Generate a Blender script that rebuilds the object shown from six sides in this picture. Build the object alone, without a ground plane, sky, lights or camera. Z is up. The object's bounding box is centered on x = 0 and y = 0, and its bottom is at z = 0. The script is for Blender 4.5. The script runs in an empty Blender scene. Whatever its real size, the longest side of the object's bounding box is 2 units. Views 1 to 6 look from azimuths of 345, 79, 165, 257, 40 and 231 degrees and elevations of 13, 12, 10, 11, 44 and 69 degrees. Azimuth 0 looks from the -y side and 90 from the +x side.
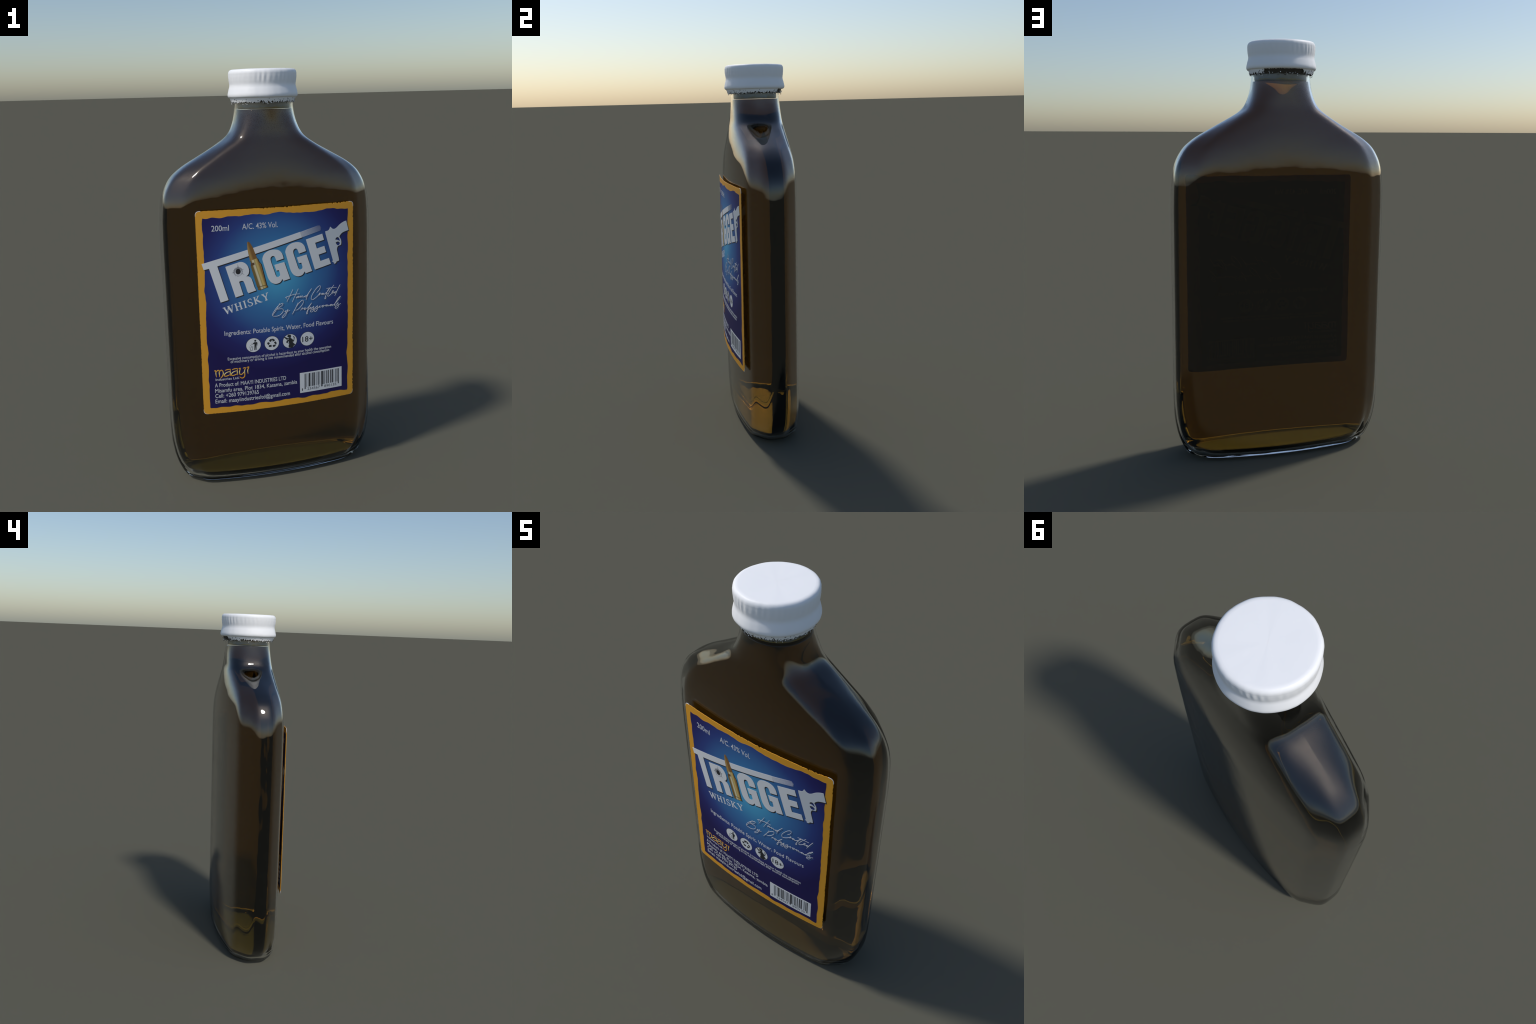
"""Flat glass whisky flask with a white screw cap and a curved printed paper label."""
import bpy, bmesh, math, random
import numpy as np
from mathutils import Vector, noise

random.seed(7)
SEG = 288

# ------------------------------------------------------------------ helpers
def monotone(points, x):
    """Monotone cubic interpolation through control points (x, y)."""
    xs = np.array([p[0] for p in points], float)
    ys = np.array([p[1] for p in points], float)
    h = np.diff(xs); d = np.diff(ys) / h
    m = np.zeros(len(xs)); m[0] = d[0]; m[-1] = d[-1]
    for i in range(1, len(xs) - 1):
        if d[i - 1] * d[i] > 0:
            w1 = 2 * h[i] + h[i - 1]; w2 = h[i] + 2 * h[i - 1]
            m[i] = (w1 + w2) / (w1 / d[i - 1] + w2 / d[i])
    x = min(max(x, xs[0]), xs[-1])
    i = min(max(int(np.searchsorted(xs, x)) - 1, 0), len(xs) - 2)
    t = (x - xs[i]) / h[i]
    return float(ys[i] * (1 + 2 * t) * (1 - t) ** 2 + h[i] * m[i] * t * (1 - t) ** 2
                 + ys[i + 1] * t * t * (3 - 2 * t) + h[i] * m[i + 1] * t * t * (t - 1))


def new_object(name, mesh, parent=None, material=None, smooth=True):
    ob = bpy.data.objects.new(name, mesh)
    bpy.context.scene.collection.objects.link(ob)
    if parent is not None:
        while parent.parent and parent.parent.parent:      # thing > part > sub-part, no deeper
            parent = parent.parent
        ob.parent = parent
    if material is not None:
        mesh.materials.append(material)
    if smooth:
        mesh.polygons.foreach_set("use_smooth", [True] * len(mesh.polygons))
    return ob


def loft(name, rings, cap_ends=True):
    """Mesh skinned over a list of equally long closed rings."""
    n = len(rings[0])
    verts = [tuple(p) for r in rings for p in r]
    faces = []
    for i in range(len(rings) - 1):
        a, b = i * n, (i + 1) * n
        for j in range(n):
            k = (j + 1) % n
            faces.append((a + j, a + k, b + k, b + j))
    if cap_ends:
        faces.append(tuple(reversed(range(n))))
        base = (len(rings) - 1) * n
        faces.append(tuple(base + j for j in range(n)))
    me = bpy.data.meshes.new(name)
    me.from_pydata(verts, [], faces)
    me.validate()
    bm = bmesh.new(); bm.from_mesh(me)
    if bm.calc_volume(signed=True) < 0:
        bmesh.ops.reverse_faces(bm, faces=bm.faces)
    bm.to_mesh(me); bm.free()
    return me


# ------------------------------------------------------------------ bottle form
# half width, half depth, lens bow and corner exponent of the section over height z
WIDTH = [(.012, 0.4615), (.03, 0.4745), (.06, 0.4905), (.10, 0.5065), (.15, 0.5185), (.21, 0.5255), (.30, 0.5285),
         (.7, 0.5275), (1.2, 0.5265), (1.30, 0.5245), (1.36, 0.5205), (1.40, 0.5155), (1.44, 0.5055), (1.49, 0.4805),
         (1.515, 0.4635), (1.54, 0.4355), (1.565, 0.4025), (1.583, 0.3715), (1.617, .3120), (1.655, .2460),
         (1.695, .1810), (1.733, 0.1560), (1.774, 0.1460), (1.80, 0.1425), (1.84, 0.1390), (1.97, 0.1390)]
DEPTH = [(.012, .160), (.05, .165), (.2, .168), (1.38, .168), (1.42, .1673), (1.46, .1655), (1.5, .163),
         (1.576, .156), (1.647, .146), (1.713, .137), (1.78, .133), (1.85, .132), (1.97, .132)]
BOW = [(.012, .055), (1.55, .055), (1.6, .048), (1.66, .03), (1.72, .01), (1.76, 0), (1.97, 0)]
CORNER = [(.012, 30), (1.52, 30), (1.60, 18), (1.645, 9), (1.69, 4.4), (1.75, 2.7), (1.82, 2.1), (1.97, 2)]
CHAMFER = [(.012, 1), (1.60, 1), (1.64, .7), (1.68, .25), (1.73, 0), (1.97, 0)]
WALL = [(.03, .026), (.06, .021), (.12, .014), (.25, .0085), (.4, .007), (1.35, .008), (1.97, .007)]  # glass at the narrow sides
CHAMFER_U, CHAMFER_V = .845, .309        # corner plane between side and broad face


NONE = (0.0, 0.0)


GRID = np.arange(0, 2.0005, .002)
TABLES = {}


def profile(points, z):
    """Control-point profile, eased over about 15 mm above the base so that no kink shows in reflections."""
    key = id(points)
    if key not in TABLES:
        raw = np.array([monotone(points, g) for g in GRID])
        k = np.exp(-.5 * (np.arange(-20, 21) / 6.5) ** 2)
        soft = np.convolve(np.pad(raw, 20, mode="edge"), k / k.sum(), mode="valid")
        w = np.clip((GRID - .6) / .3, 0, 1)
        TABLES[key] = raw * (1 - w) + soft * w
    return float(np.interp(z, GRID, TABLES[key]))


def axis(z):
    """The bottle leans very slightly."""
    return .006 - .0045 * z, .0085 * z


def section(z, inset=NONE, shrink=1.0):
    W, D, k, p, m8 = ((monotone if z < .3 else profile)(q, z) for q in (WIDTH, DEPTH, BOW, CORNER, CHAMFER))
    if inset != NONE:
        W -= monotone(WALL, z) + inset[0]
        D -= inset[1]
    a = np.linspace(0, 2 * np.pi, SEG, endpoint=False)
    c, s = np.cos(a), np.sin(a)
    lo, hi = np.zeros(SEG), np.full(SEG, 1.6)
    for _ in range(36):
        m = (lo + hi) / 2
        u = np.minimum(abs(m * c), 1.5)
        v = abs(m * D * s) / np.maximum(D - k * u * u, .01)
        f = u ** p + v ** p + m8 * (CHAMFER_U * u + CHAMFER_V * v) ** p
        lo, hi = np.where(f < 1, m, lo), np.where(f < 1, hi, m)
    ax, ay = axis(z)
    return np.stack([W * lo * c * shrink + ax, D * lo * s * shrink + ay, np.full(SEG, z)], 1)


def waver(p, size, amount, seed):
    q = Vector(p) / size + Vector((seed, seed * 1.7, seed * .3))
    return noise.noise(q) * amount


def ripple(me, fine, seed):
    """Slight unevenness of moulded glass: push vertices along their normals."""
    n = len(me.vertices)
    co, no = np.empty(n * 3, np.float32), np.empty(n * 3, np.float32)
    me.vertices.foreach_get("co", co)
    me.vertex_normals.foreach_get("vector", no)
    co, no = co.reshape(-1, 3), no.reshape(-1, 3)
    d = np.array([waver(p, .045, fine, seed) + waver(p, .11, fine * 2.2, seed + 9) + waver(p, .019, fine * .35, seed + 4) for p in co.tolist()])
    me.vertices.foreach_set("co", (co + no * d[:, None]).ravel().astype(np.float32))
    me.update()


def glass_rings():
    zs = list(np.linspace(1.965, 1.72, 40)) + list(np.linspace(1.715, 1.28, 130)) \
        + list(np.linspace(1.27, .32, 60)) + list(np.linspace(.31, .03, 60))
    rings = [section(1.965, NONE, .4), section(1.968, NONE, .75), section(1.967, NONE, .96)]
    rings += [section(z) for z in zs]
    # rounded heel, then a shallow pillow under the base
    for t in np.linspace(.15, 1, 8):
        a = t * math.pi / 2
        r = section(.03 - .016 * math.sin(a))
        ax, ay = axis(0)
        r[:, 0] = ax + (r[:, 0] - ax) * (1 - .018 * (1 - math.cos(a)))
        r[:, 1] = ay + (r[:, 1] - ay) * (1 - .05 * (1 - math.cos(a)))
        rings.append(r)
    for t in np.linspace(.92, .05, 14):
        r = section(.014, NONE, t * .95)
        r[:, 2] = .014 * min(1, 1.35 * t) ** 3
        rings.append(r)
    return rings


def cavity_rings(wall, floor, top):
    zs = list(np.linspace(top, 1.72, 16)) + list(np.linspace(1.715, 1.28, 110)) \
        + list(np.linspace(1.27, .32, 50)) + list(np.linspace(.31, floor + .03, 50))
    rings = [section(top, wall, t) for t in (.1, .5, .9, .97)]
    rings += [section(z, wall) for z in zs]
    for t in np.linspace(.12, 1, 9):
        a = t * math.pi / 2
        r = section(floor + .03 * (1 - math.sin(a)), wall)
        ax, ay = axis(0)
        r[:, 0] = ax + (r[:, 0] - ax) * (1 - .055 * (1 - math.cos(a)))
        r[:, 1] = ay + (r[:, 1] - ay) * (1 - .16 * (1 - math.cos(a)))
        rings.append(r)
    for t in np.linspace(.9, .05, 10):
        r = section(floor, wall, t)
        ax, ay = axis(0)
        r[:, 0] = ax + (r[:, 0] - ax) * .945
        r[:, 1] = ay + (r[:, 1] - ay) * .84
        rings.append(r)
    return rings


# ------------------------------------------------------------------ materials
def principled(name, colour, rough=.5, **inputs):
    mat = bpy.data.materials.new(name)
    mat.use_nodes = True
    b = mat.node_tree.nodes["Principled BSDF"]
    b.inputs["Base Color"].default_value = (*colour, 1)
    b.inputs["Roughness"].default_value = rough
    for k, v in inputs.items():
        b.inputs[k.replace("_", " ")].default_value = v
    return mat

def ramp_material(name, stops, build):
    mat = principled(name, (1, 1, 1), .55, Specular_IOR_Level=.25)
    nt = mat.node_tree
    ramp = nt.nodes.new("ShaderNodeValToRGB")
    el = ramp.color_ramp.elements
    while len(el) < len(stops):
        el.new(.5)
    for e, (p, c) in zip(el, stops):
        e.position = p; e.color = (*c, 1)
    nt.links.new(build(nt), ramp.inputs["Fac"])
    nt.links.new(ramp.outputs["Color"], nt.nodes["Principled BSDF"].inputs["Base Color"])
    return mat


def math_node(nt, op, a, b=None):
    n = nt.nodes.new("ShaderNodeMath")
    n.operation = op
    for i, v in enumerate((a, b)):
        if v is None:
            continue
        if isinstance(v, (int, float)):
            n.inputs[i].default_value = v
        else:
            nt.links.new(v, n.inputs[i])
    return n.outputs[0]


def object_xyz(nt):
    tc = nt.nodes.new("ShaderNodeTexCoord")
    sep = nt.nodes.new("ShaderNodeSeparateXYZ")
    nt.links.new(tc.outputs["Object"], sep.inputs[0])
    return sep.outputs


glass = principled("clear_glass", (1, 1, 1), 0.0, Transmission_Weight=1.0, IOR=1.39)
whisky = principled("amber_whisky", (.175, .08, .007), 0.0, Transmission_Weight=1.0, IOR=1.35)
white_plastic = principled("white_plastic", (.95, .95, .95), .5)
dark_brown = principled("dark_brown", (.035, .026, .014), .6)

bottle = bpy.data.objects.new("whisky_bottle", None)
bpy.context.scene.collection.objects.link(bottle)
bottle["label"] = "flat amber whisky flask with white screw cap and blue label"
bottle["category"] = "bottle"

# glass wall: outer skin and inner skin in one mesh; whisky stands just inside it
outer = loft("glass_body", glass_rings())
ripple(outer, .00012, 3.1)
inner = loft("glass_cavity", cavity_rings((.0, .007), .020, 1.93))
ripple(inner, .00012, 3.1)
bm = bmesh.new()
bm.from_mesh(inner)
bmesh.ops.reverse_faces(bm, faces=bm.faces)
bm.from_mesh(outer)
bm.to_mesh(outer)
bm.free()
bpy.data.meshes.remove(inner)
new_object("glass_body", outer, bottle, glass)
me = loft("whisky", cavity_rings((.0015, .0088), .048, 1.818))
ripple(me, .0002, 3.1)
new_object("whisky", me, bottle, whisky)

# ------------------------------------------------------------------ cap
CAP_X, CAP_Y = -.006, .0155
CAP = [(0.0, 1.9995), (.08, 1.9995), (.138, 1.9995), (.147, 1.999), (.153, 1.996), (.1575, 1.990), (.1595, 1.982),
       (.1592, 1.965), (.1576, 1.948), (.1560, 1.938), (.1553, 1.930), (.1563, 1.921), (.1595, 1.91), (.1625, 1.898),
       (.1645, 1.889), (.1648, 1.882), (.1632, 1.876), (.1595, 1.872), (.154, 1.871), (.149, 1.872), (.1475, 1.878),
       (.1475, 1.95), (.1475, 1.975), (.10, 1.98), (0.0, 1.98)]


def cap_mesh():
    n = 360
    fine = []
    for i in range(len(CAP) - 1):
        (r0, z0), (r1, z1) = CAP[i], CAP[i + 1]
        k = max(2, int(math.hypot(r1 - r0, z1 - z0) / .004)) if 3 <= i <= 17 else 1
        fine += [(r0 + (r1 - r0) * t / k, z0 + (z1 - z0) * t / k) for t in range(k)]
    fine.append(CAP[-1])
    rings = []
    for r, z in fine:
        ring = []
        for j in range(n):
            a = j / n * math.tau
            rr = max(r, .0005)
            if r > .13:
                q = Vector((math.cos(a), math.sin(a), z * .9))
                rr += noise.noise(q * 2.3) * .0016 + noise.noise(q * 6 + Vector((4, 4, 4))) * .0007
                rib = math.exp(-((z - 1.961) / .019) ** 2) if r > .15 else 0
                strength = .10 + 1.5 * max(0, noise.noise(Vector((math.cos(a) * 2.1, math.sin(a) * 2.1, 8))) + .25)
                rr += .0011 * rib * strength * math.cos(a * 42 + 2.4 * noise.noise(q * 3))
            zz = z + noise.noise(Vector((math.cos(a) * 2, math.sin(a) * 2, 3))) * (.0014 if z < 1.94 else .0006)
            ring.append((CAP_X + rr * math.cos(a), CAP_Y + rr * math.sin(a), zz))
        rings.append(ring)
    return loft("screw_cap", list(reversed(rings)), True)


cap_ob = new_object("screw_cap", cap_mesh(), bottle, white_plastic)


def torn_ring(name, radius, taper, thick, top, drop, wear, seed, gap=None):
    """Thin upright ring whose lower edge is torn to bits."""
    n = 900
    verts, faces = [], []
    for j in range(n):
        a = j / n * math.tau
        c, s = math.cos(a), math.sin(a)
        q = Vector((c, s, seed))
        low = top - drop + wear * (noise.noise(q * 5) + 1.1 * noise.noise(q * 17) + .9 * noise.noise(q * 48))
        if gap:
            away = abs((math.degrees(a) - gap[0] + 180) % 360 - 180) / gap[1]
            away += .28 * noise.noise(q * 11) + .2 * noise.noise(q * 40)
            low = low + (top - low) * (.86 + .14 * noise.noise(q * 30)) * max(0, min(1, (1.2 - away) * 3.5))
        low = min(low, top - .0008)
        for r in (radius, radius - thick):
            rl = r - taper * (top - low) / drop
            verts += [(CAP_X + r * c, CAP_Y + r * s, top), (CAP_X + rl * c, CAP_Y + rl * s * .985, low)]
    for j in range(n):
        a, b = 4 * j, 4 * ((j + 1) % n)
        faces += [(a, a + 1, b + 1, b), (a + 2, b + 2, b + 3, a + 3), (a, b, b + 2, a + 2), (a + 1, a + 3, b + 3, b + 1)]
    me = bpy.data.meshes.new(name)
    me.from_pydata(verts, [], faces)
    return me

new_object("tamper_ring", torn_ring("tamper_ring", .1565, .0075, .0014, 1.8735, .0205, .0065, 1.7, (84, 36)), cap_ob, white_plastic, False)
new_object("dark_ring", torn_ring("dark_ring", .1475, .0030, .0014, 1.874, .0240, .0030, 6.2), cap_ob, dark_brown, False)


def chips(name, count, z0, z1, seed, size):
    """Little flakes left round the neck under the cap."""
    rnd = random.Random(seed)
    bm = bmesh.new()
    for _ in range(count):
        a = rnd.uniform(0, math.tau)
        m = bmesh.ops.create_icosphere(bm, subdivisions=1, radius=1)["verts"]
        sx, sy, sz = (rnd.uniform(.4, 1.3) * size for _ in range(3))
        z = rnd.uniform(z0, z1)
        r = .1450 + (z - 1.842) * .33 + rnd.uniform(0, .002)
        for v in m:
            v.co = Vector((CAP_X + r * math.cos(a) + v.co.x * sx, CAP_Y + r * math.sin(a) * .985 + v.co.y * sy, z + v.co.z * sz))
    me = bpy.data.meshes.new(name)
    bm.to_mesh(me); bm.free()
    return me

ob = new_object("plastic_flakes", chips("plastic_flakes", 70, 1.842, 1.858, 5, .0022), cap_ob, white_plastic, False)
ob["kind"] = "stuff"
ob = new_object("dark_flakes", chips("dark_flakes", 110, 1.842, 1.868, 8, .0021), cap_ob, dark_brown, False)
ob["kind"] = "stuff"

# grey core inside the clear neck, amber towards its lower end
def neck_tint(nt):
    z = object_xyz(nt)[2]
    tc = nt.nodes.new("ShaderNodeTexCoord")
    no = nt.nodes.new("ShaderNodeTexNoise")
    no.inputs["Scale"].default_value = 28
    no.inputs["Detail"].default_value = 4
    nt.links.new(tc.outputs["Object"], no.inputs["Vector"])
    t = math_node(nt, "DIVIDE", math_node(nt, "SUBTRACT", z, 1.819), .032)
    return math_node(nt, "ADD", t, math_node(nt, "MULTIPLY", math_node(nt, "SUBTRACT", no.outputs["Fac"], .5), .75))

neck_core_mat = ramp_material("grey_over_amber", [(0, (.20, .13, .02)), (.22, (.26, .19, .04)), (.36, (.20, .20, .17)), (.8, (.28, .29, .28)), (1, (.22, .23, .22))], neck_tint)
neck_core_rings = []
for r_, z_ in ((.02, 1.8205), (.112, 1.8205), (.1175, 1.822), (.1195, 1.826), (.1195, 1.90), (.1195, 1.965), (.02, 1.965)):
    neck_core_rings.append([(axis(z_)[0] + (r_ + .0045) * math.cos(i / 96 * math.tau), axis(z_)[1] + (r_ - .002) * math.sin(i / 96 * math.tau), z_) for i in range(96)])
new_object("neck_core", loft("neck_core", neck_core_rings), cap_ob, neck_core_mat)

# ------------------------------------------------------------------ label sheet
def sheet(x, z):
    """Middle surface of the curved label, which stands a little off the glass."""
    return -.1765 + .19 * x * x + .0108 * (z - .9)


# every print layer is a thin solid reaching a little further out of the paper, front and back
LAYER = {"paper": .0008, "border": .0011, "field": .0014, "soft": .00155, "shadow": .0017,
         "white": .0019, "mark": .0021, "top": .0023, "dot": .0025}


def wrap(me, half):
    """Cut a flat print (x across, y up) into strips and lay it on the curved sheet."""
    bm = bmesh.new()
    bm.from_mesh(me)
    xs = [v.co.x for v in bm.verts]
    x = math.ceil(min(xs) / .03) * .03
    while x < max(xs):
        bmesh.ops.bisect_plane(bm, geom=bm.verts[:] + bm.edges[:] + bm.faces[:], plane_co=(x, 0, 0), plane_no=(1, 0, 0))
        x += .03
    for v in bm.verts:
        px, pz, d = v.co
        slope = .38 * px
        k = 1 / math.hypot(1, slope)
        v.co = Vector((px + d * slope * k, sheet(px, pz) - d * k, pz))
    bm.normal_update()
    bm.to_mesh(me); bm.free()
    return me


def solid_from_curve(cu, name):
    tmp = bpy.data.objects.new("tmp", cu)
    bpy.context.scene.collection.objects.link(tmp)
    dg = bpy.context.evaluated_depsgraph_get()
    me = bpy.data.meshes.new_from_object(tmp.evaluated_get(dg))
    bpy.data.objects.remove(tmp)
    bpy.data.curves.remove(cu)
    me.name = name
    me.materials.clear()
    return me


def shape(name, outlines, layer, material, parent, scale=.001):
    """Filled flat shape from outlines in label millimetres; inner outlines are holes."""
    cu = bpy.data.curves.new(name, "CURVE")
    cu.dimensions = "2D"; cu.fill_mode = "BOTH"; cu.extrude = LAYER[layer]
    for pts in outlines:
        sp = cu.splines.new("POLY")
        sp.points.add(len(pts) - 1)
        for p, q in zip(sp.points, pts):
            p.co = (q[0] * scale, q[1] * scale, 0, 1)
        sp.use_cyclic_u = True
    me = wrap(solid_from_curve(cu, name), LAYER[layer])
    return new_object(name, me, parent, material, False)


def circle(x, z, rx, rz=None, n=48):
    rz = rz or rx
    return [(x + rx * math.cos(i / n * math.tau), z + rz * math.sin(i / n * math.tau)) for i in range(n)]


def spline(pts, per=6):
    """Catmull-Rom through control points."""
    p = [pts[0]] + list(pts) + [pts[-1]]
    out = []
    for i in range(1, len(p) - 2):
        for t in range(per):
            t /= per
            out.append(tuple(.5 * (2 * p[i][k] + (p[i + 1][k] - p[i - 1][k]) * t
                                   + (2 * p[i - 1][k] - 5 * p[i][k] + 4 * p[i + 1][k] - p[i + 2][k]) * t * t
                                   + (3 * p[i][k] - p[i - 1][k] - 3 * p[i + 1][k] + p[i + 2][k]) * t ** 3) for k in (0, 1)))
    return out + [tuple(pts[-1])]


def pen_lines(name, strokes, width, layer, material, parent, taper=True):
    """Pen strokes (label mm) as flattened tubes lying through the paper."""
    cu = bpy.data.curves.new(name, "CURVE")
    cu.dimensions = "3D"; cu.bevel_depth = 1.0; cu.bevel_resolution = 2; cu.use_fill_caps = True
    for st in strokes:
        pts = spline(st, 5)
        sp = cu.splines.new("POLY")
        sp.points.add(len(pts) - 1)
        for i, (p, q) in enumerate(zip(sp.points, pts)):
            p.co = (q[0] * .001, q[1] * .001, 0, 1)
            e = min(i, len(pts) - 1 - i)
            p.radius = width * (.6 + .4 * min(1, e / 5) if taper else 1) * .001
    me = solid_from_curve(cu, name)
    for v in me.vertices:             # flat-topped ribbon of ink
        v.co.z = LAYER[layer] * (1 if v.co.z > 1e-6 else -1 if v.co.z < -1e-6 else 0)
    return new_object(name, wrap(me, LAYER[layer]), parent, material, False)


def text(name, body, x0, x1, z0, cap, layer, material, parent, weight=0.0):
    """One printed line: baseline z0, from x0 to x1, capital height cap (label mm)."""
    def mesh_of(s):
        cu = bpy.data.curves.new(name, "FONT")
        cu.body = s; cu.size = 1; cu.offset = weight; cu.extrude = .01; cu.resolution_u = 3
        return solid_from_curve(cu, name)
    ref = mesh_of("H")
    h = max(v.co.y for v in ref.vertices)
    bpy.data.meshes.remove(ref)
    me = mesh_of(body)
    lo = min(v.co.x for v in me.vertices); hi = max(v.co.x for v in me.vertices)
    for v in me.vertices:
        v.co = Vector(((x0 + (v.co.x - lo) / (hi - lo) * (x1 - x0)) * .001, (z0 + v.co.y / h * cap) * .001,
                       LAYER[layer] * (1 if v.co.z > 0 else -1)))
    return new_object(name, wrap(me, LAYER[layer]), parent, material, False)


# ---- print colours
def glow(nt):
    x, _, z = object_xyz(nt)
    dx = math_node(nt, "DIVIDE", math_node(nt, "SUBTRACT", x, .0), .47)
    dz = math_node(nt, "DIVIDE", math_node(nt, "SUBTRACT", z, 1.055), .47)
    return math_node(nt, "SQRT", math_node(nt, "ADD", math_node(nt, "MULTIPLY", dx, dx), math_node(nt, "MULTIPLY", dz, dz)))


def along(ox, oz, dx, dz, length):
    """Coordinate 0..1 along a direction of the label plane."""
    def build(nt):
        x, _, z = object_xyz(nt)
        a = math_node(nt, "MULTIPLY", math_node(nt, "SUBTRACT", x, ox), dx / length)
        b = math_node(nt, "MULTIPLY", math_node(nt, "SUBTRACT", z, oz), dz / length)
        return math_node(nt, "ADD", a, b)
    return build

navy = ramp_material("blue_field", [(0, (.10, .46, .70)), (.18, (.075, .34, .57)), (.36, (.052, .20, .43)),
                                    (.52, (.044, .135, .34)), (.66, (.031, .058, .23)), (.83, (.022, .022, .135)), (1, (.016, .011, .085))], glow)
gold = principled("gold_border", (.80, .36, .024), .5)
paper = principled("white_paper", (.8, .8, .8), .6)
white_ink = principled("white_ink", (.78, .78, .78), .55)
pale_ink = principled("pale_ink", (.70, .70, .72), .55)
grey_steel = principled("brushed_grey_ink", (.66, .68, .70), .5)
black_ink = principled("black_ink", (.022, .022, .024), .55)
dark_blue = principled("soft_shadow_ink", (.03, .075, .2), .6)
brass = ramp_material("brass_ink", [(0, (0.208, 0.130, 0.046)), (.30, (0.247, 0.163, 0.052)), (.37, (0.715, 0.611, 0.377)), (.50, (0.780, 0.676, 0.442)),
                                    (.56, (0.468, 0.351, 0.130)), (.68, (0.715, 0.520, 0.182)), (.80, (0.546, 0.364, 0.104)), (.90, (0.286, 0.143, 0.046)), (1, (0.442, 0.247, 0.078))],
                      along(-.1070, .9905, .958, .286, .0530))
copper = ramp_material("copper_ink", [(0, (0.182, 0.091, 0.033)), (.3, (0.468, 0.286, 0.091)), (.45, (0.650, 0.468, 0.182)), (.6, (0.325, 0.195, 0.065)), (.75, (0.520, 0.312, 0.091)), (1, (0.260, 0.130, 0.039))],
                       along(-.1600, 1.1250, .958, .286, .0420))
logo_gold = ramp_material("logo_gold", [(0, (.80, .36, .03)), (.35, (.80, .42, .06)), (.55, (.78, .72, .36)), (.75, (.80, .42, .06)), (1, (.80, .36, .03))],
                          along(0, .565, 0, 1, .047))

# ---- paper, gold border with torn edge, blue field with wavy edge
rnd = random.Random(11)
LEFT, RIGHT, LOW, HIGH = -383, 389.5, 388, 1376.5


def frame(inset, corner, step, edge):
    """Closed outline of the label inset by a distance; edge(side, s) moves each point inwards."""
    x0, x1, z0, z1 = LEFT + inset, RIGHT - inset, LOW + inset, HIGH - inset
    pts = []
    def run(side, length, at):
        n = int((length - 2 * corner) / step)
        for i in range(n + 1):
            s = corner + (length - 2 * corner) * i / n
            pts.append(at(s, edge(side, s)))
    run(0, x1 - x0, lambda s, e: (x0 + s, z0 + e))
    run(1, z1 - z0, lambda s, e: (x1 - e, z0 + s))
    run(2, x1 - x0, lambda s, e: (x1 - s, z1 - e))
    run(3, z1 - z0, lambda s, e: (x0 + e, z1 - s))
    if corner > 4:                      # round the corners
        out = []
        for i, p in enumerate(pts):
            out.append(p)
            q = pts[(i + 1) % len(pts)]
            if math.hypot(p[0] - q[0], p[1] - q[1]) > corner:
                cx = x1 if max(p[0], q[0]) > 0 else x0
                cz = z1 if max(p[1], q[1]) > 900 else z0
                for t in (.2, .4, .6, .8):
                    out.append(((1 - t) ** 2 * p[0] + 2 * t * (1 - t) * cx + t * t * q[0],
                                (1 - t) ** 2 * p[1] + 2 * t * (1 - t) * cz + t * t * q[1]))
        pts = out
    return pts


def torn(side, s):
    """Nicks in the gold edge: many along the top, a few on the sides."""
    q = Vector((s / 14, side * 7.3, 0))
    v = abs(noise.noise(q)) * 7 + max(0, noise.noise(q * 2.6)) * 8
    busy = {0: .28, 1: .6, 2: 1.0, 3: .5}[side]
    gate = max(.35, min(1, .7 + 1.8 * noise.noise(Vector((s / 130, side * 3.1, 5)))))
    return v * busy * gate


def wavy(side, s):
    q = Vector((s / 75, side * 5.7, 2))
    v = noise.noise(q) * 8 + noise.noise(q * 2.7) * 3.4
    return v if side in (0, 2) else v * .75

label = shape("paper_label", [frame(6.0, 20, 30, lambda a, b: 0)], "paper", paper, bottle)
for cx, cz, sx, sz in ((LEFT, LOW, 1, 1), (RIGHT, LOW, -1, 1), (RIGHT, HIGH, -1, -1), (LEFT, HIGH, 1, -1)):
    arc = []
    for t in [i / 10 for i in range(11)]:
        k = math.sin(math.pi * t)
        arc.append((cx + sx * (24 * (1 - t) ** 2 - 1.0 * k), cz + sz * (24 * t ** 2 - 1.0 * k)))
    arc += [(x + sx * 5, z + sz * 5) for x, z in reversed(arc)]
    shape("paper_corner", [arc], "paper", paper, label)
shape("gold_border", [frame(0, 24, 2.6, torn)], "border", gold, label)
shape("blue_field", [frame(31, 3, 5, wavy)], "field", navy, label)

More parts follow.
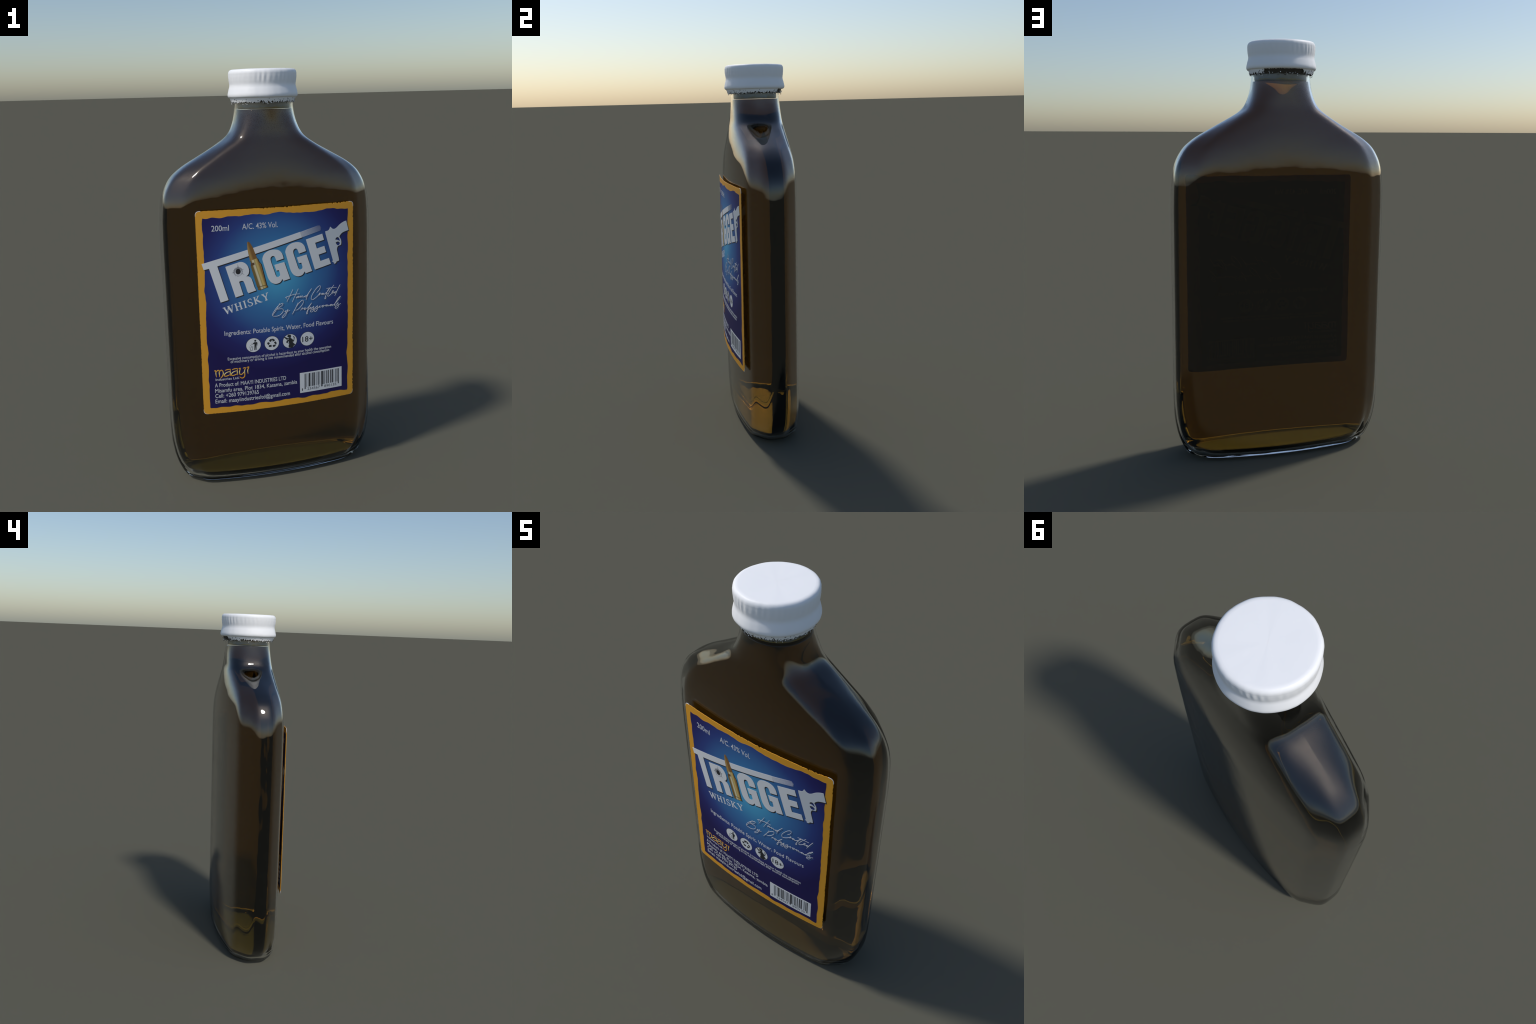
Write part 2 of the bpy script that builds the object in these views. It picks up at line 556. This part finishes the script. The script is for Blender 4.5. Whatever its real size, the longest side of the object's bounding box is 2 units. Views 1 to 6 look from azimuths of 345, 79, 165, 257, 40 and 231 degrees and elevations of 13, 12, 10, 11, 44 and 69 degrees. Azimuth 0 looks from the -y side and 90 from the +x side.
# ---- slanted title
TITLE = {
    "T": [[(-363, 1130.5), (-354.6, 1102), (-329.9, 1106.8), (-282.3, 941.7), (-245.1, 951.4), (-291.6, 1116.3), (118, 1223.1), (108.7, 1250.4)]],
    "R": [[(-254.6, 1111.1), (-211.4, 960.9), (-174.7, 970.9), (-192.7, 1035.7), (-181.7, 1039.1), (-174.5, 1038), (-169.2, 1031.6), (-159.2, 1001.2),
           (-154.2, 984.1), (-148.9, 977.2), (-112.8, 987.1), (-120.6, 1005.4), (-129.8, 1035.9), (-135.8, 1049.3), (-146.6, 1057.5), (-158.4, 1059.4),
           (-149, 1066.9), (-144, 1081.2), (-145.4, 1096), (-152.2, 1112.1), (-164.5, 1124), (-178.8, 1129.2), (-193.3, 1127.9)]],
    "G": [[(137.6, 1155.7), (102.4, 1146.9), (97.7, 1159.4), (93, 1169), (86.3, 1172.4), (78.6, 1170.3), (73.7, 1163.4), (73.5, 1154.2),
           (76.2, 1142.8), (96.5, 1079.6), (102.2, 1069.7), (110, 1068.9), (117.9, 1073.7), (119, 1081.1), (113.4, 1101.3), (100.7, 1100.6),
           (91.4, 1128.5), (140.3, 1138.8), (168, 1055.4), (135.2, 1047.6), (128.5, 1057.6), (123.4, 1046.9), (113.5, 1039.4), (95.1, 1036.6),
           (76.6, 1044.1), (63.3, 1060.4), (55, 1081.7), (34.4, 1156.7), (36.6, 1172.1), (46.4, 1187.8), (65.7, 1199), (84.9, 1202.5),
           (98.4, 1202.1), (115.7, 1196.6), (129.1, 1182.4), (134.8, 1167.1)]],
    "E": [[(138.3, 1211.2), (222.6, 1231.9), (231.4, 1201.8), (185.3, 1191.2), (194, 1162.5), (233.2, 1171.7), (242.1, 1140.9), (202.7, 1131.7),
           (212.5, 1099.7), (257.3, 1110.1), (267.4, 1080.6), (183, 1060.4)]],
}
PISTOL = [[(238.7, 1241.9), (240.7, 1227.8), (278.8, 1096.4), (274.6, 1090.3), (282.9, 1084.6), (284.9, 1077.7), (295.3, 1080.4), (297.4, 1087.7),
           (312, 1091.8), (309.9, 1106.3), (300.7, 1143.3), (301.7, 1156.4), (308, 1165.1), (318.4, 1166.9), (323, 1169.2), (324.3, 1182.3),
           (321.6, 1195.7), (314.3, 1208.7), (316.4, 1215), (328.9, 1226.9), (345.6, 1232.8), (363.5, 1236.7), (350.9, 1283.7), (337.3, 1280.3),
           (318.5, 1270.9), (297.9, 1254.2), (287.6, 1249.5), (277.3, 1251.4), (271.2, 1256.6), (265.2, 1261.8), (263.1, 1257.3), (260, 1250.2), (252.9, 1244.4)],
          [(291.5, 1196.9), (295.7, 1204.9), (303.9, 1208.4), (310.1, 1204.4), (316.0, 1192.5), (315.6, 1187), (306, 1193.2)],
          [(293.5, 1182.6), (305.9, 1186), (315.6, 1180.9), (316.6, 1174.5), (312.1, 1168.2), (303.8, 1168), (296.6, 1175.7)]]


def moved(outlines, dx, dz):
    return [[(x + dx, z + dz) for x, z in o] for o in outlines]


def eased(outline, per=4):
    """Round the gentle bends of an outline, keep its sharp corners."""
    n = len(outline)
    def turn(i):
        a, b, c = outline[i - 1], outline[i], outline[(i + 1) % n]
        d = math.atan2(c[1] - b[1], c[0] - b[0]) - math.atan2(b[1] - a[1], b[0] - a[0])
        return abs((d + math.pi) % math.tau - math.pi)
    soft = [turn(i) < math.radians(50) for i in range(n)]
    out = []
    for i in range(n):
        p0, p1, p2, p3 = (outline[(i + k) % n] for k in (-1, 0, 1, 2))
        L = math.hypot(p2[0] - p1[0], p2[1] - p1[1])
        def tangent(a, b, is_soft):
            if not is_soft:
                return (p2[0] - p1[0], p2[1] - p1[1])
            d = (b[0] - a[0], b[1] - a[1]); m = math.hypot(*d) or 1
            return (d[0] / m * L, d[1] / m * L)
        m1, m2 = tangent(p0, p2, soft[i]), tangent(p1, p3, soft[(i + 1) % n])
        steps = per if (soft[i] or soft[(i + 1) % n]) and L < 35 else 1
        for s_ in range(steps):
            t = s_ / steps
            h = (2 * t ** 3 - 3 * t * t + 1, t ** 3 - 2 * t * t + t, -2 * t ** 3 + 3 * t * t, t ** 3 - t * t)
            out.append(tuple(h[0] * p1[k] + h[1] * m1[k] + h[2] * p2[k] + h[3] * m2[k] for k in (0, 1)))
    return out


def title_piece(name, outlines, material):
    outlines = [eased(o) for o in outlines]
    ob = shape(name, outlines, "white", material, label)
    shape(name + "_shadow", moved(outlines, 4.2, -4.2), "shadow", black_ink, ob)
    return ob

for ch, (dx, dz) in (("T", (0, 0)), ("R", (0, 0)), ("G", (-112.7, -26)), ("G", (0, 0)), ("E", (0, 0))):
    title_piece("letter", moved(TITLE[ch], dx, dz), white_ink)
title_piece("pistol", PISTOL, grey_steel)

# the bar of the T fades out in thin speed lines
for i in range(11):
    t = (i + .5) / 11
    ax_, az_ = 108.9 + 9.1 * t, 1249.6 - 26.4 * t
    ex = 104 - 12 * abs(t - .5)
    w = .95
    shape("speed_line", [[(ax_, az_ + w), (ax_, az_ - w), (ax_ + ex, az_ - .06 + ex * .262), (ax_ + ex, az_ + .06 + ex * .262)]], "mark", pale_ink, label)

# cartridge standing in for the letter I
CASE = [[(-138, 1131), (-133.8, 1120.8), (-135.2, 1104.4), (-107.7, 1003.4), (-104.8, 1001.6), (-104, 989.4), (-95.2, 987.4), (-57, 998.6), (-60.0, 1005.7),
         (-62.1, 1007.8), (-86.4, 1111.6), (-97.1, 1125.3), (-104, 1142)]]
TIP = [[(-144.6, 1223.7), (-149.2, 1219.4), (-148.3, 1186.8), (-143.7, 1159.3), (-138, 1131), (-104, 1142), (-112.5, 1164.8), (-122.8, 1194.1), (-136.6, 1218.5)]]
RIM = [[(-107.7, 1003.0), (-104.6, 1000.6), (-60.5, 1008.6), (-61.4, 1011.2)]]
SHOULDER = [[(-135.4, 1107), (-133.8, 1119.5), (-118, 1122.5), (-117, 1110.5)], [(-101, 1131.5), (-97.6, 1126), (-87.0, 1113.5), (-92, 1118)]]
cart = shape("cartridge", CASE, "mark", brass, label)
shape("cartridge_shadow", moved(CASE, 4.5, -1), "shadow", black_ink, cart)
shape("cartridge_tip", TIP, "mark", copper, cart)
shape("cartridge_rim", RIM, "top", principled("dark_brass_ink", (.13, .075, .025), .55), cart)
shape("cartridge_shoulder", SHOULDER, "top", principled("shadow_brass_ink", (.15, .075, .03), .55), cart)

# bullet hole in the R
star = []
LONG = {2: 30, 4: 9, 9: 38, 11: 12, 16: 12, 19: 30, 22: 10, 27: 24, 30: 8, 33: 36}
for i in range(72):
    a = i / 72 * math.tau
    r = 21.5 + (2.6 if i % 4 == 0 else -1.0) + rnd.uniform(-1, 1)
    if i % 2 == 0 and i // 2 in LONG:
        r = max(r, LONG[i // 2])
    star.append((-196 + r * math.cos(a), 1085 + r * math.sin(a)))
hole = shape("bullet_hole", [star], "mark", principled("torn_metal_ink", (.30, .305, .32), .5), label)
shape("hole_lip", [circle(-195, 1081, 16.5)], "top", pale_ink, hole)
shape("hole_bore", [circle(-195.6, 1085, 12.2, 13.2)], "dot", black_ink, hole)

# ---- WHISKY in roman capitals on a rising baseline
SERIF = {
    "H": [[(0, 0), (.32, 0), (.32, .05), (.24, .07), (.24, .47), (.58, .47), (.58, .07), (.5, .05), (.5, 0), (.82, 0), (.82, .05), (.74, .07),
           (.74, .93), (.82, .95), (.82, 1), (.5, 1), (.5, .95), (.58, .93), (.58, .54), (.24, .54), (.24, .93), (.32, .95), (.32, 1), (0, 1),
           (0, .95), (.08, .93), (.08, .07), (0, .05)]],
    "I": [[(0, 0), (.32, 0), (.32, .05), (.24, .07), (.24, .93), (.32, .95), (.32, 1), (0, 1), (0, .95), (.08, .93), (.08, .07), (0, .05)]],
    "W": [[(0, 1), (.33, 1), (.33, .95), (.26, .93), (.42, .33), (.6, .93), (.53, .95), (.53, 1), (.83, 1), (.83, .95), (.76, .93), (.92, .33),
           (1.06, .93), (.98, .95), (.98, 1), (1.22, 1), (1.22, .95), (1.14, .93), (.9, -.02), (.83, -.02), (.61, .66), (.4, -.02), (.33, -.02), (.08, .93), (0, .95)]],
    "S": [[(.04, .03), (.25, -.03), (.46, .02), (.58, .17), (.57, .33), (.45, .47), (.22, .62), (.17, .75), (.22, .88), (.33, .94), (.45, .88), (.5, .72),
           (.54, .72), (.53, .97), (.36, 1.02), (.16, .97), (.05, .82), (.06, .65), (.18, .51), (.4, .36), (.44, .22), (.38, .09), (.26, .04), (.12, .1), (.05, .29), (.0, .29)]],
    "K": [[(0, 0), (.32, 0), (.32, .05), (.24, .07), (.24, .46), (.52, .1), (.68, .0), (.92, -.02), (.92, .03), (.78, .1), (.4, .56), (.66, .92), (.76, .95),
           (.76, 1), (.47, 1), (.47, .95), (.54, .93), (.24, .54), (.24, .93), (.32, .95), (.32, 1), (0, 1), (0, .95), (.08, .93), (.08, .07), (0, .05)]],
    "Y": [[(.27, 0), (.6, 0), (.6, .05), (.52, .07), (.52, .45), (.75, .92), (.85, .95), (.85, 1), (.56, 1), (.56, .95), (.65, .92), (.47, .54), (.27, .92),
           (.35, .95), (.35, 1), (0, 1), (0, .95), (.08, .92), (.35, .45), (.35, .07), (.27, .05)]],
}


def roman(ch, x, z, high, wide):
    cs, sn = math.cos(math.radians(14.8)), math.sin(math.radians(14.8))
    return [[(x + cs * px * wide - sn * pz * high, z + sn * px * wide + cs * pz * high) for px, pz in o] for o in SERIF[ch]]

pen = 0.0
for ch, adv in (("W", 1.34), ("H", 1.01), ("I", .48), ("S", .74), ("K", .98), ("Y", 0)):
    bx, bz = -265.5 + pen * .967, 880 + pen * .2555
    shape("letter", roman(ch, bx, bz, 36, 42), "white", white_ink, label)
    pen += adv * 42

# ---- small print
for body, x0, x1, z0, cap, ink, wt in (
        ("200ml", -312, -231.5, 1280.4, 26, pale_ink, .002), ("A/C. 43% Vol.", -170, -1, 1282, 26, pale_ink, .002),
        ("Ingredients: Potable Spirit, Water, Food Flavours", -270, 278, 777.5, 22.5, pale_ink, .0015),
        ("Excessive consumption of alcohol is hazardous to your health the operation", -259, 267, 653.8, 13.6, pale_ink, .0),
        ("of machinery or driving is not recommended after alcohol consumption", -246, 256, 638.6, 13.6, pale_ink, .0),
        ("Industries Ltd.", -320.5, -207, 555.3, 11.5, pale_ink, .006),
        ("A Product of: MAAYI INDUSTRIES LTD", -325, 26, 522.5, 19.5, pale_ink, .0),
        ("Misamfu area, Plot 1834, Kasama, zambia", -325, 83, 494.5, 19.5, pale_ink, .0),
        ("Cell: +260 979139765", -325, -113, 467.5, 20, pale_ink, .0015),
        ("Email: maayiindustriesltd@gmail.com", -325.5, 44.5, 440, 20, pale_ink, .0015)):
    text("printed_line", body, x0, x1, z0, cap, "white", ink, label, wt)

SCRIPT_STROKES = [
    [(69.4, 975.5), (51.3, 941.5), (37.4, 916.4)],
    [(96.6, 975.5), (80.5, 944.0), (64.4, 912.5)],
    [(40.5, 927.5), (35.8, 935.6), (32.0, 938.8), (51.4, 944.3), (74.8, 949.4), (104.1, 949.1)],
    [(95.1, 937.7), (89.2, 935.5), (85.2, 930.2), (92.1, 931.4), (98.1, 938.3), (97.0, 930.8), (101.9, 933.1), (107.9, 938.2), (108.7, 929.5), (114.8, 937.4), (118.7, 936.0), (118.6, 930.3), (123.6, 931.6), (139.5, 937.5), (131.5, 934.6), (129.5, 930.0), (136.5, 931.1), (147.6, 946.1), (165.8, 968.8), (147.6, 944.2), (139.4, 927.9), (135.3, 915.0)],
    [(191.7, 944.8), (206.0, 958.4), (211.2, 973.1), (206.2, 977.5), (189.9, 966.0), (169.5, 939.7), (162.3, 921.4), (167.2, 912.2), (181.4, 917.2), (197.6, 928.7), (209.9, 942.6), (203.7, 929.9), (209.9, 935.9), (216.0, 936.1), (226.2, 938.7), (218.0, 933.9), (220.0, 930.8), (228.3, 936.5), (228.2, 930.7), (234.4, 933.8), (250.9, 945.3), (261.3, 959.4), (251.0, 949.1), (240.5, 927.3), (234.2, 908.8), (240.4, 911.8), (240.5, 927.3), (250.9, 935.6)],
    [(284.2, 972.9), (263.4, 947.6), (250.8, 926.0), (252.9, 919.0), (267.4, 927.7), (282.0, 941.4), (277.9, 943.8), (272.6, 934.8), (276.8, 931.4), (288.3, 936.7), (294.6, 937.8), (288.3, 935.7), (287.2, 931.0), (296.7, 935.6), (317.8, 970.6), (305.1, 948.1), (288.2, 916.4)],
    [(242.8, 958.8), (263.4, 960.1), (298.8, 958.5)],
    [(1.8, 913.5), (-15.1, 884.0), (-33.7, 858.4)],
    [(-33.7, 858.4), (-36.5, 859.6), (-26.6, 877.6), (-5.2, 901.9), (16.1, 912.0), (14.0, 901.8), (-11.2, 885.5), (9.8, 885.2), (19.3, 876.5), (9.3, 860.4), (-10.0, 851.1), (-31.0, 852.4), (-37.5, 857.8)],
    [(30.8, 874.3), (25.8, 868.2), (34.6, 871.0), (42.5, 877.8), (40.4, 872.3), (30.4, 852.4), (16.6, 839.6), (11.8, 842.0), (18.8, 851.8), (34.5, 865.3), (52.1, 872.9)],
    [(94.6, 907.3), (77.5, 873.8), (63.4, 851.5), (91.5, 895.2), (113.5, 914.7), (121.3, 912.8), (119.2, 899.7), (105.1, 882.1), (89.2, 870.6), (79.4, 870.8)],
    [(105.9, 865.7), (116.9, 878.8), (113.9, 871.5), (120.8, 874.5), (130.8, 875.3), (124.7, 870.2), (128.7, 866.9), (134.7, 872.9), (131.8, 876.1), (140.7, 872.1), (152.9, 884.1), (165.0, 897.1), (154.9, 883.9), (142.6, 862.3), (136.4, 845.7), (142.4, 846.9), (144.6, 862.0), (152.7, 868.8), (162.8, 873.3), (158.8, 875.7), (154.7, 870.4), (158.7, 866.1), (166.8, 869.9), (175.9, 878.4), (172.8, 870.1), (174.8, 862.2), (166.6, 851.6), (157.5, 852.7), (160.6, 860.1), (178.8, 867.4), (195.2, 878.9), (193.1, 871.4), (195.0, 863.5), (186.8, 851.9), (177.7, 853.1), (180.8, 861.4), (201.2, 870.4), (209.4, 877.1), (206.3, 867.8), (211.4, 869.1)],
    [(213.5, 873.7), (225.8, 876.9), (219.6, 871.9), (221.6, 867.8), (229.9, 874.5), (226.8, 877.8), (236.1, 873.7), (242.3, 878.7), (240.2, 869.3), (250.6, 876.6), (250.5, 869.8), (256.8, 871.9), (271.4, 876.8), (263.0, 872.1), (265.1, 868.9), (275.5, 875.3), (273.4, 869.7), (283.9, 873.2), (305.0, 891.8), (319.8, 911.2), (305.0, 899.6), (288.1, 874.6), (287.0, 867.9), (294.4, 869.8), (307.1, 879.8), (305.0, 872.3), (309.2, 863.9), (300.7, 853.3), (290.1, 853.8), (294.4, 862.0), (321.9, 873.8)],
]
LOGO_STROKES = [
    [(-325.6, 604.8), (-318.5, 605.8), (-317.5, 589.5), (-315.7, 574.2)],
    [(-316.8, 598.1), (-308.4, 607.0), (-301.4, 604.3), (-301.8, 592.4), (-300.5, 574.0)],
    [(-300.6, 598.8), (-292.2, 606.7), (-284.3, 600.6), (-282.3, 588.5), (-287.2, 576.0), (-295.7, 567.0)],
    [(-274.0, 604.0), (-261.6, 607.1), (-247.3, 607.9)],
    [(-248.4, 606.9), (-249.0, 589.7), (-248.1, 574.5)],
    [(-249.7, 597.4), (-268.3, 591.6), (-277.9, 581.6), (-275.0, 574.9), (-264.8, 575.0), (-249.3, 581.1)],
    [(-240.1, 604.6), (-227.6, 607.7), (-213.2, 608.5)],
    [(-214.3, 607.5), (-214.9, 590.2), (-213.9, 575.0)],
    [(-215.6, 597.9), (-234.3, 592.2), (-243.9, 582.3), (-241.1, 575.5), (-230.8, 575.6), (-215.1, 581.6)],
    [(-208.4, 606.3), (-200.1, 607.6), (-204.3, 591.8), (-203.1, 578.6), (-192.8, 577.1), (-181.0, 589.3)],
    [(-187.7, 606.3), (-175.6, 608.3), (-179.9, 591.4), (-179.0, 571.8), (-182.9, 561.3), (-193.4, 557.0), (-205.1, 565.4)],
    [(-169.4, 608.1), (-158.9, 610.2), (-164.4, 594.1), (-163.2, 577.0)],
]
PICTOGRAMS = {
    'body': [(-132.0, 730.8), (-127.5, 733.1), (-115.1, 731.8), (-113.5, 728.0), (-114.7, 713.6), (-117.4, 715.7), (-117.9, 726.7), (-118.8, 715.8), (-118.8, 693.9), (-122.9, 693.5), (-123.1, 714.5), (-125.4, 692.8), (-129.5, 693.3), (-128.1, 724.1), (-134.9, 723.0), (-143.7, 723.9), (-143.6, 726.0), (-136.6, 725.3)],
    'bin': [(-151.9, 712.9), (-150.2, 712.7), (-147.7, 695.2), (-139.2, 694.6), (-136.9, 714.1), (-135.1, 713.9), (-137.8, 692.7), (-149.5, 693.2)],
    'woman': [(35.1, 745.8), (42.6, 751.9), (53.7, 750.0), (55.4, 741.5), (52.5, 734.5), (60.7, 727.9), (67.1, 719.8), (69.2, 732.4), (64.6, 740.3), (70.2, 740.5), (73.5, 733.7), (69.8, 713.9), (62.3, 713.0), (71.5, 702.6), (77.0, 698.2), (65.7, 690.4), (61.8, 683.5), (42.4, 685.7), (41.6, 695.4), (45.5, 705.9), (29.0, 713.5), (34.7, 723.8), (42.1, 724.8), (40.5, 736.0)],
    'slash': [(22.2, 743.7), (19.4, 739.5), (34.8, 725.7), (42.3, 732.1)],
    'rec1': [(-57.1, 731.0), (-49.7, 740.2), (-43.4, 740.4), (-41.7, 734.7), (-47.3, 725.3), (-52.7, 728.7)],
    'rec2': [(-43.4, 741.3), (-34.3, 740.3), (-26.4, 733.0), (-30.1, 727.9), (-39.2, 727.1), (-38.2, 730.7), (-41.7, 736.5)],
    'rec3': [(-32.1, 720.8), (-24.7, 726.4), (-17.6, 716.4), (-21.4, 711.3), (-25.0, 711.8)],
    'rec4': [(-66.3, 722.9), (-58.1, 725.6), (-51.1, 719.4), (-56.6, 716.3), (-58.5, 710.1), (-63.8, 715.3)],
    'rec5': [(-58.7, 703.8), (-55.8, 710.7), (-44.1, 710.3), (-44.3, 700.3), (-56.0, 700.7)],
    'rec6': [(-39.7, 704.3), (-35.0, 709.3), (-23.2, 709.7), (-20.5, 710.3), (-27.1, 701.0), (-34.4, 698.2)],
}

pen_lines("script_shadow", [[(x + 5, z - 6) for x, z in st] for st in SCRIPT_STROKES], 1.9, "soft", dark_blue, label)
pen_lines("script_lettering", SCRIPT_STROKES, 1.45, "white", pale_ink, label)
pen_lines("maker_logo", LOGO_STROKES, 3.3, "white", logo_gold, label)

# ---- four round pictograms
for i, x in enumerate((-132.9, -42.3, 49.0, 139.4)):
    badge = shape("badge", [circle(x, 718.4, 35.3, 34.4)], "white", white_ink, label)
    shape("badge_rim", [circle(x, 718.4, 37.2, 36.2)], "shadow", black_ink, badge)
    if i == 0:
        shape("litter_figure", [PICTOGRAMS["body"]], "mark", black_ink, badge)
        shape("litter_figure_head", [circle(-123.8, 739.6, 5, 4.8, 20)], "mark", black_ink, badge)
        shape("litter_bin", [PICTOGRAMS["bin"]], "mark", black_ink, badge)
        for px, pz in ((-146, 718), (-142.5, 713), (-143.5, 709)):
            shape("litter_scrap", [circle(px, pz, 1.7, 1.5, 8)], "mark", black_ink, badge)
    elif i == 1:
        for k in ("rec1", "rec2", "rec3", "rec4", "rec5", "rec6"):
            shape("recycling_arrow", [PICTOGRAMS[k]], "mark" if k in ("rec1", "rec3", "rec5") else "top", black_ink, badge)
    elif i == 2:
        shape("pregnancy_figure", [PICTOGRAMS["woman"], circle(42.9, 736.2, 2.3, 2.3, 12), [(38.7, 716.5), (43.2, 718), (43.4, 709.6), (38, 712)]], "mark", black_ink, badge)
        shape("forbidding_bar", [PICTOGRAMS["slash"]], "top", black_ink, badge)
    else:
        text("age_limit", "18+", 113, 168, 704.5, 27, "mark", black_ink, badge, .01)

# ---- barcode
panel = shape("barcode_panel", [[(98, 441.5), (325, 441.5), (325, 546), (98, 546)]], "white", white_ink, label)
mid_grey = principled("grey_ink", (.20, .205, .22), .55)
dark_grey = principled("dark_grey_ink", (.08, .08, .085), .55)
BARS = [(440, 453, 2), (465, 487, 1), (503, 517, 2), (550, 564, 0), (583, 624, 0), (640, 655, 2), (680, 705, 0), (720, 766, 1), (795, 815, 2), (850, 868, 2),
        (873, 890, 1), (912, 925, 1), (960, 1034, 1), (1052, 1075, 2), (1108, 1130, 0), (1142, 1158, 1), (1185, 1210, 0), (1246, 1284, 1), (1303, 1345, 1),
        (1397, 1425, 2), (1453, 1475, 0), (1490, 1522, 1)]
for a, b, tone in BARS:
    x0, x1 = 120.5 + (a - 440) * .1742, 120.5 + (b - 440) * .1742
    foot = 458.5 if a in (440, 465, 1490) else 469.3
    shape("barcode_bar", [[(x0, foot), (x1, foot), (x1, 539), (x0, 539)]], "mark", (black_ink, dark_grey, mid_grey)[tone], panel)
shape("barcode_bar", [[(211, 458.5), (219, 458.5), (219, 469.1), (211, 469.1)]], "mark", dark_grey, panel)
for body, x0, x1 in (("1", 107.5, 112.5), ("234567", 136.5, 203.5), ("890135", 227.5, 295)):
    text("barcode_digits", body, x0, x1, 451.5, 13, "mark", dark_grey, panel)
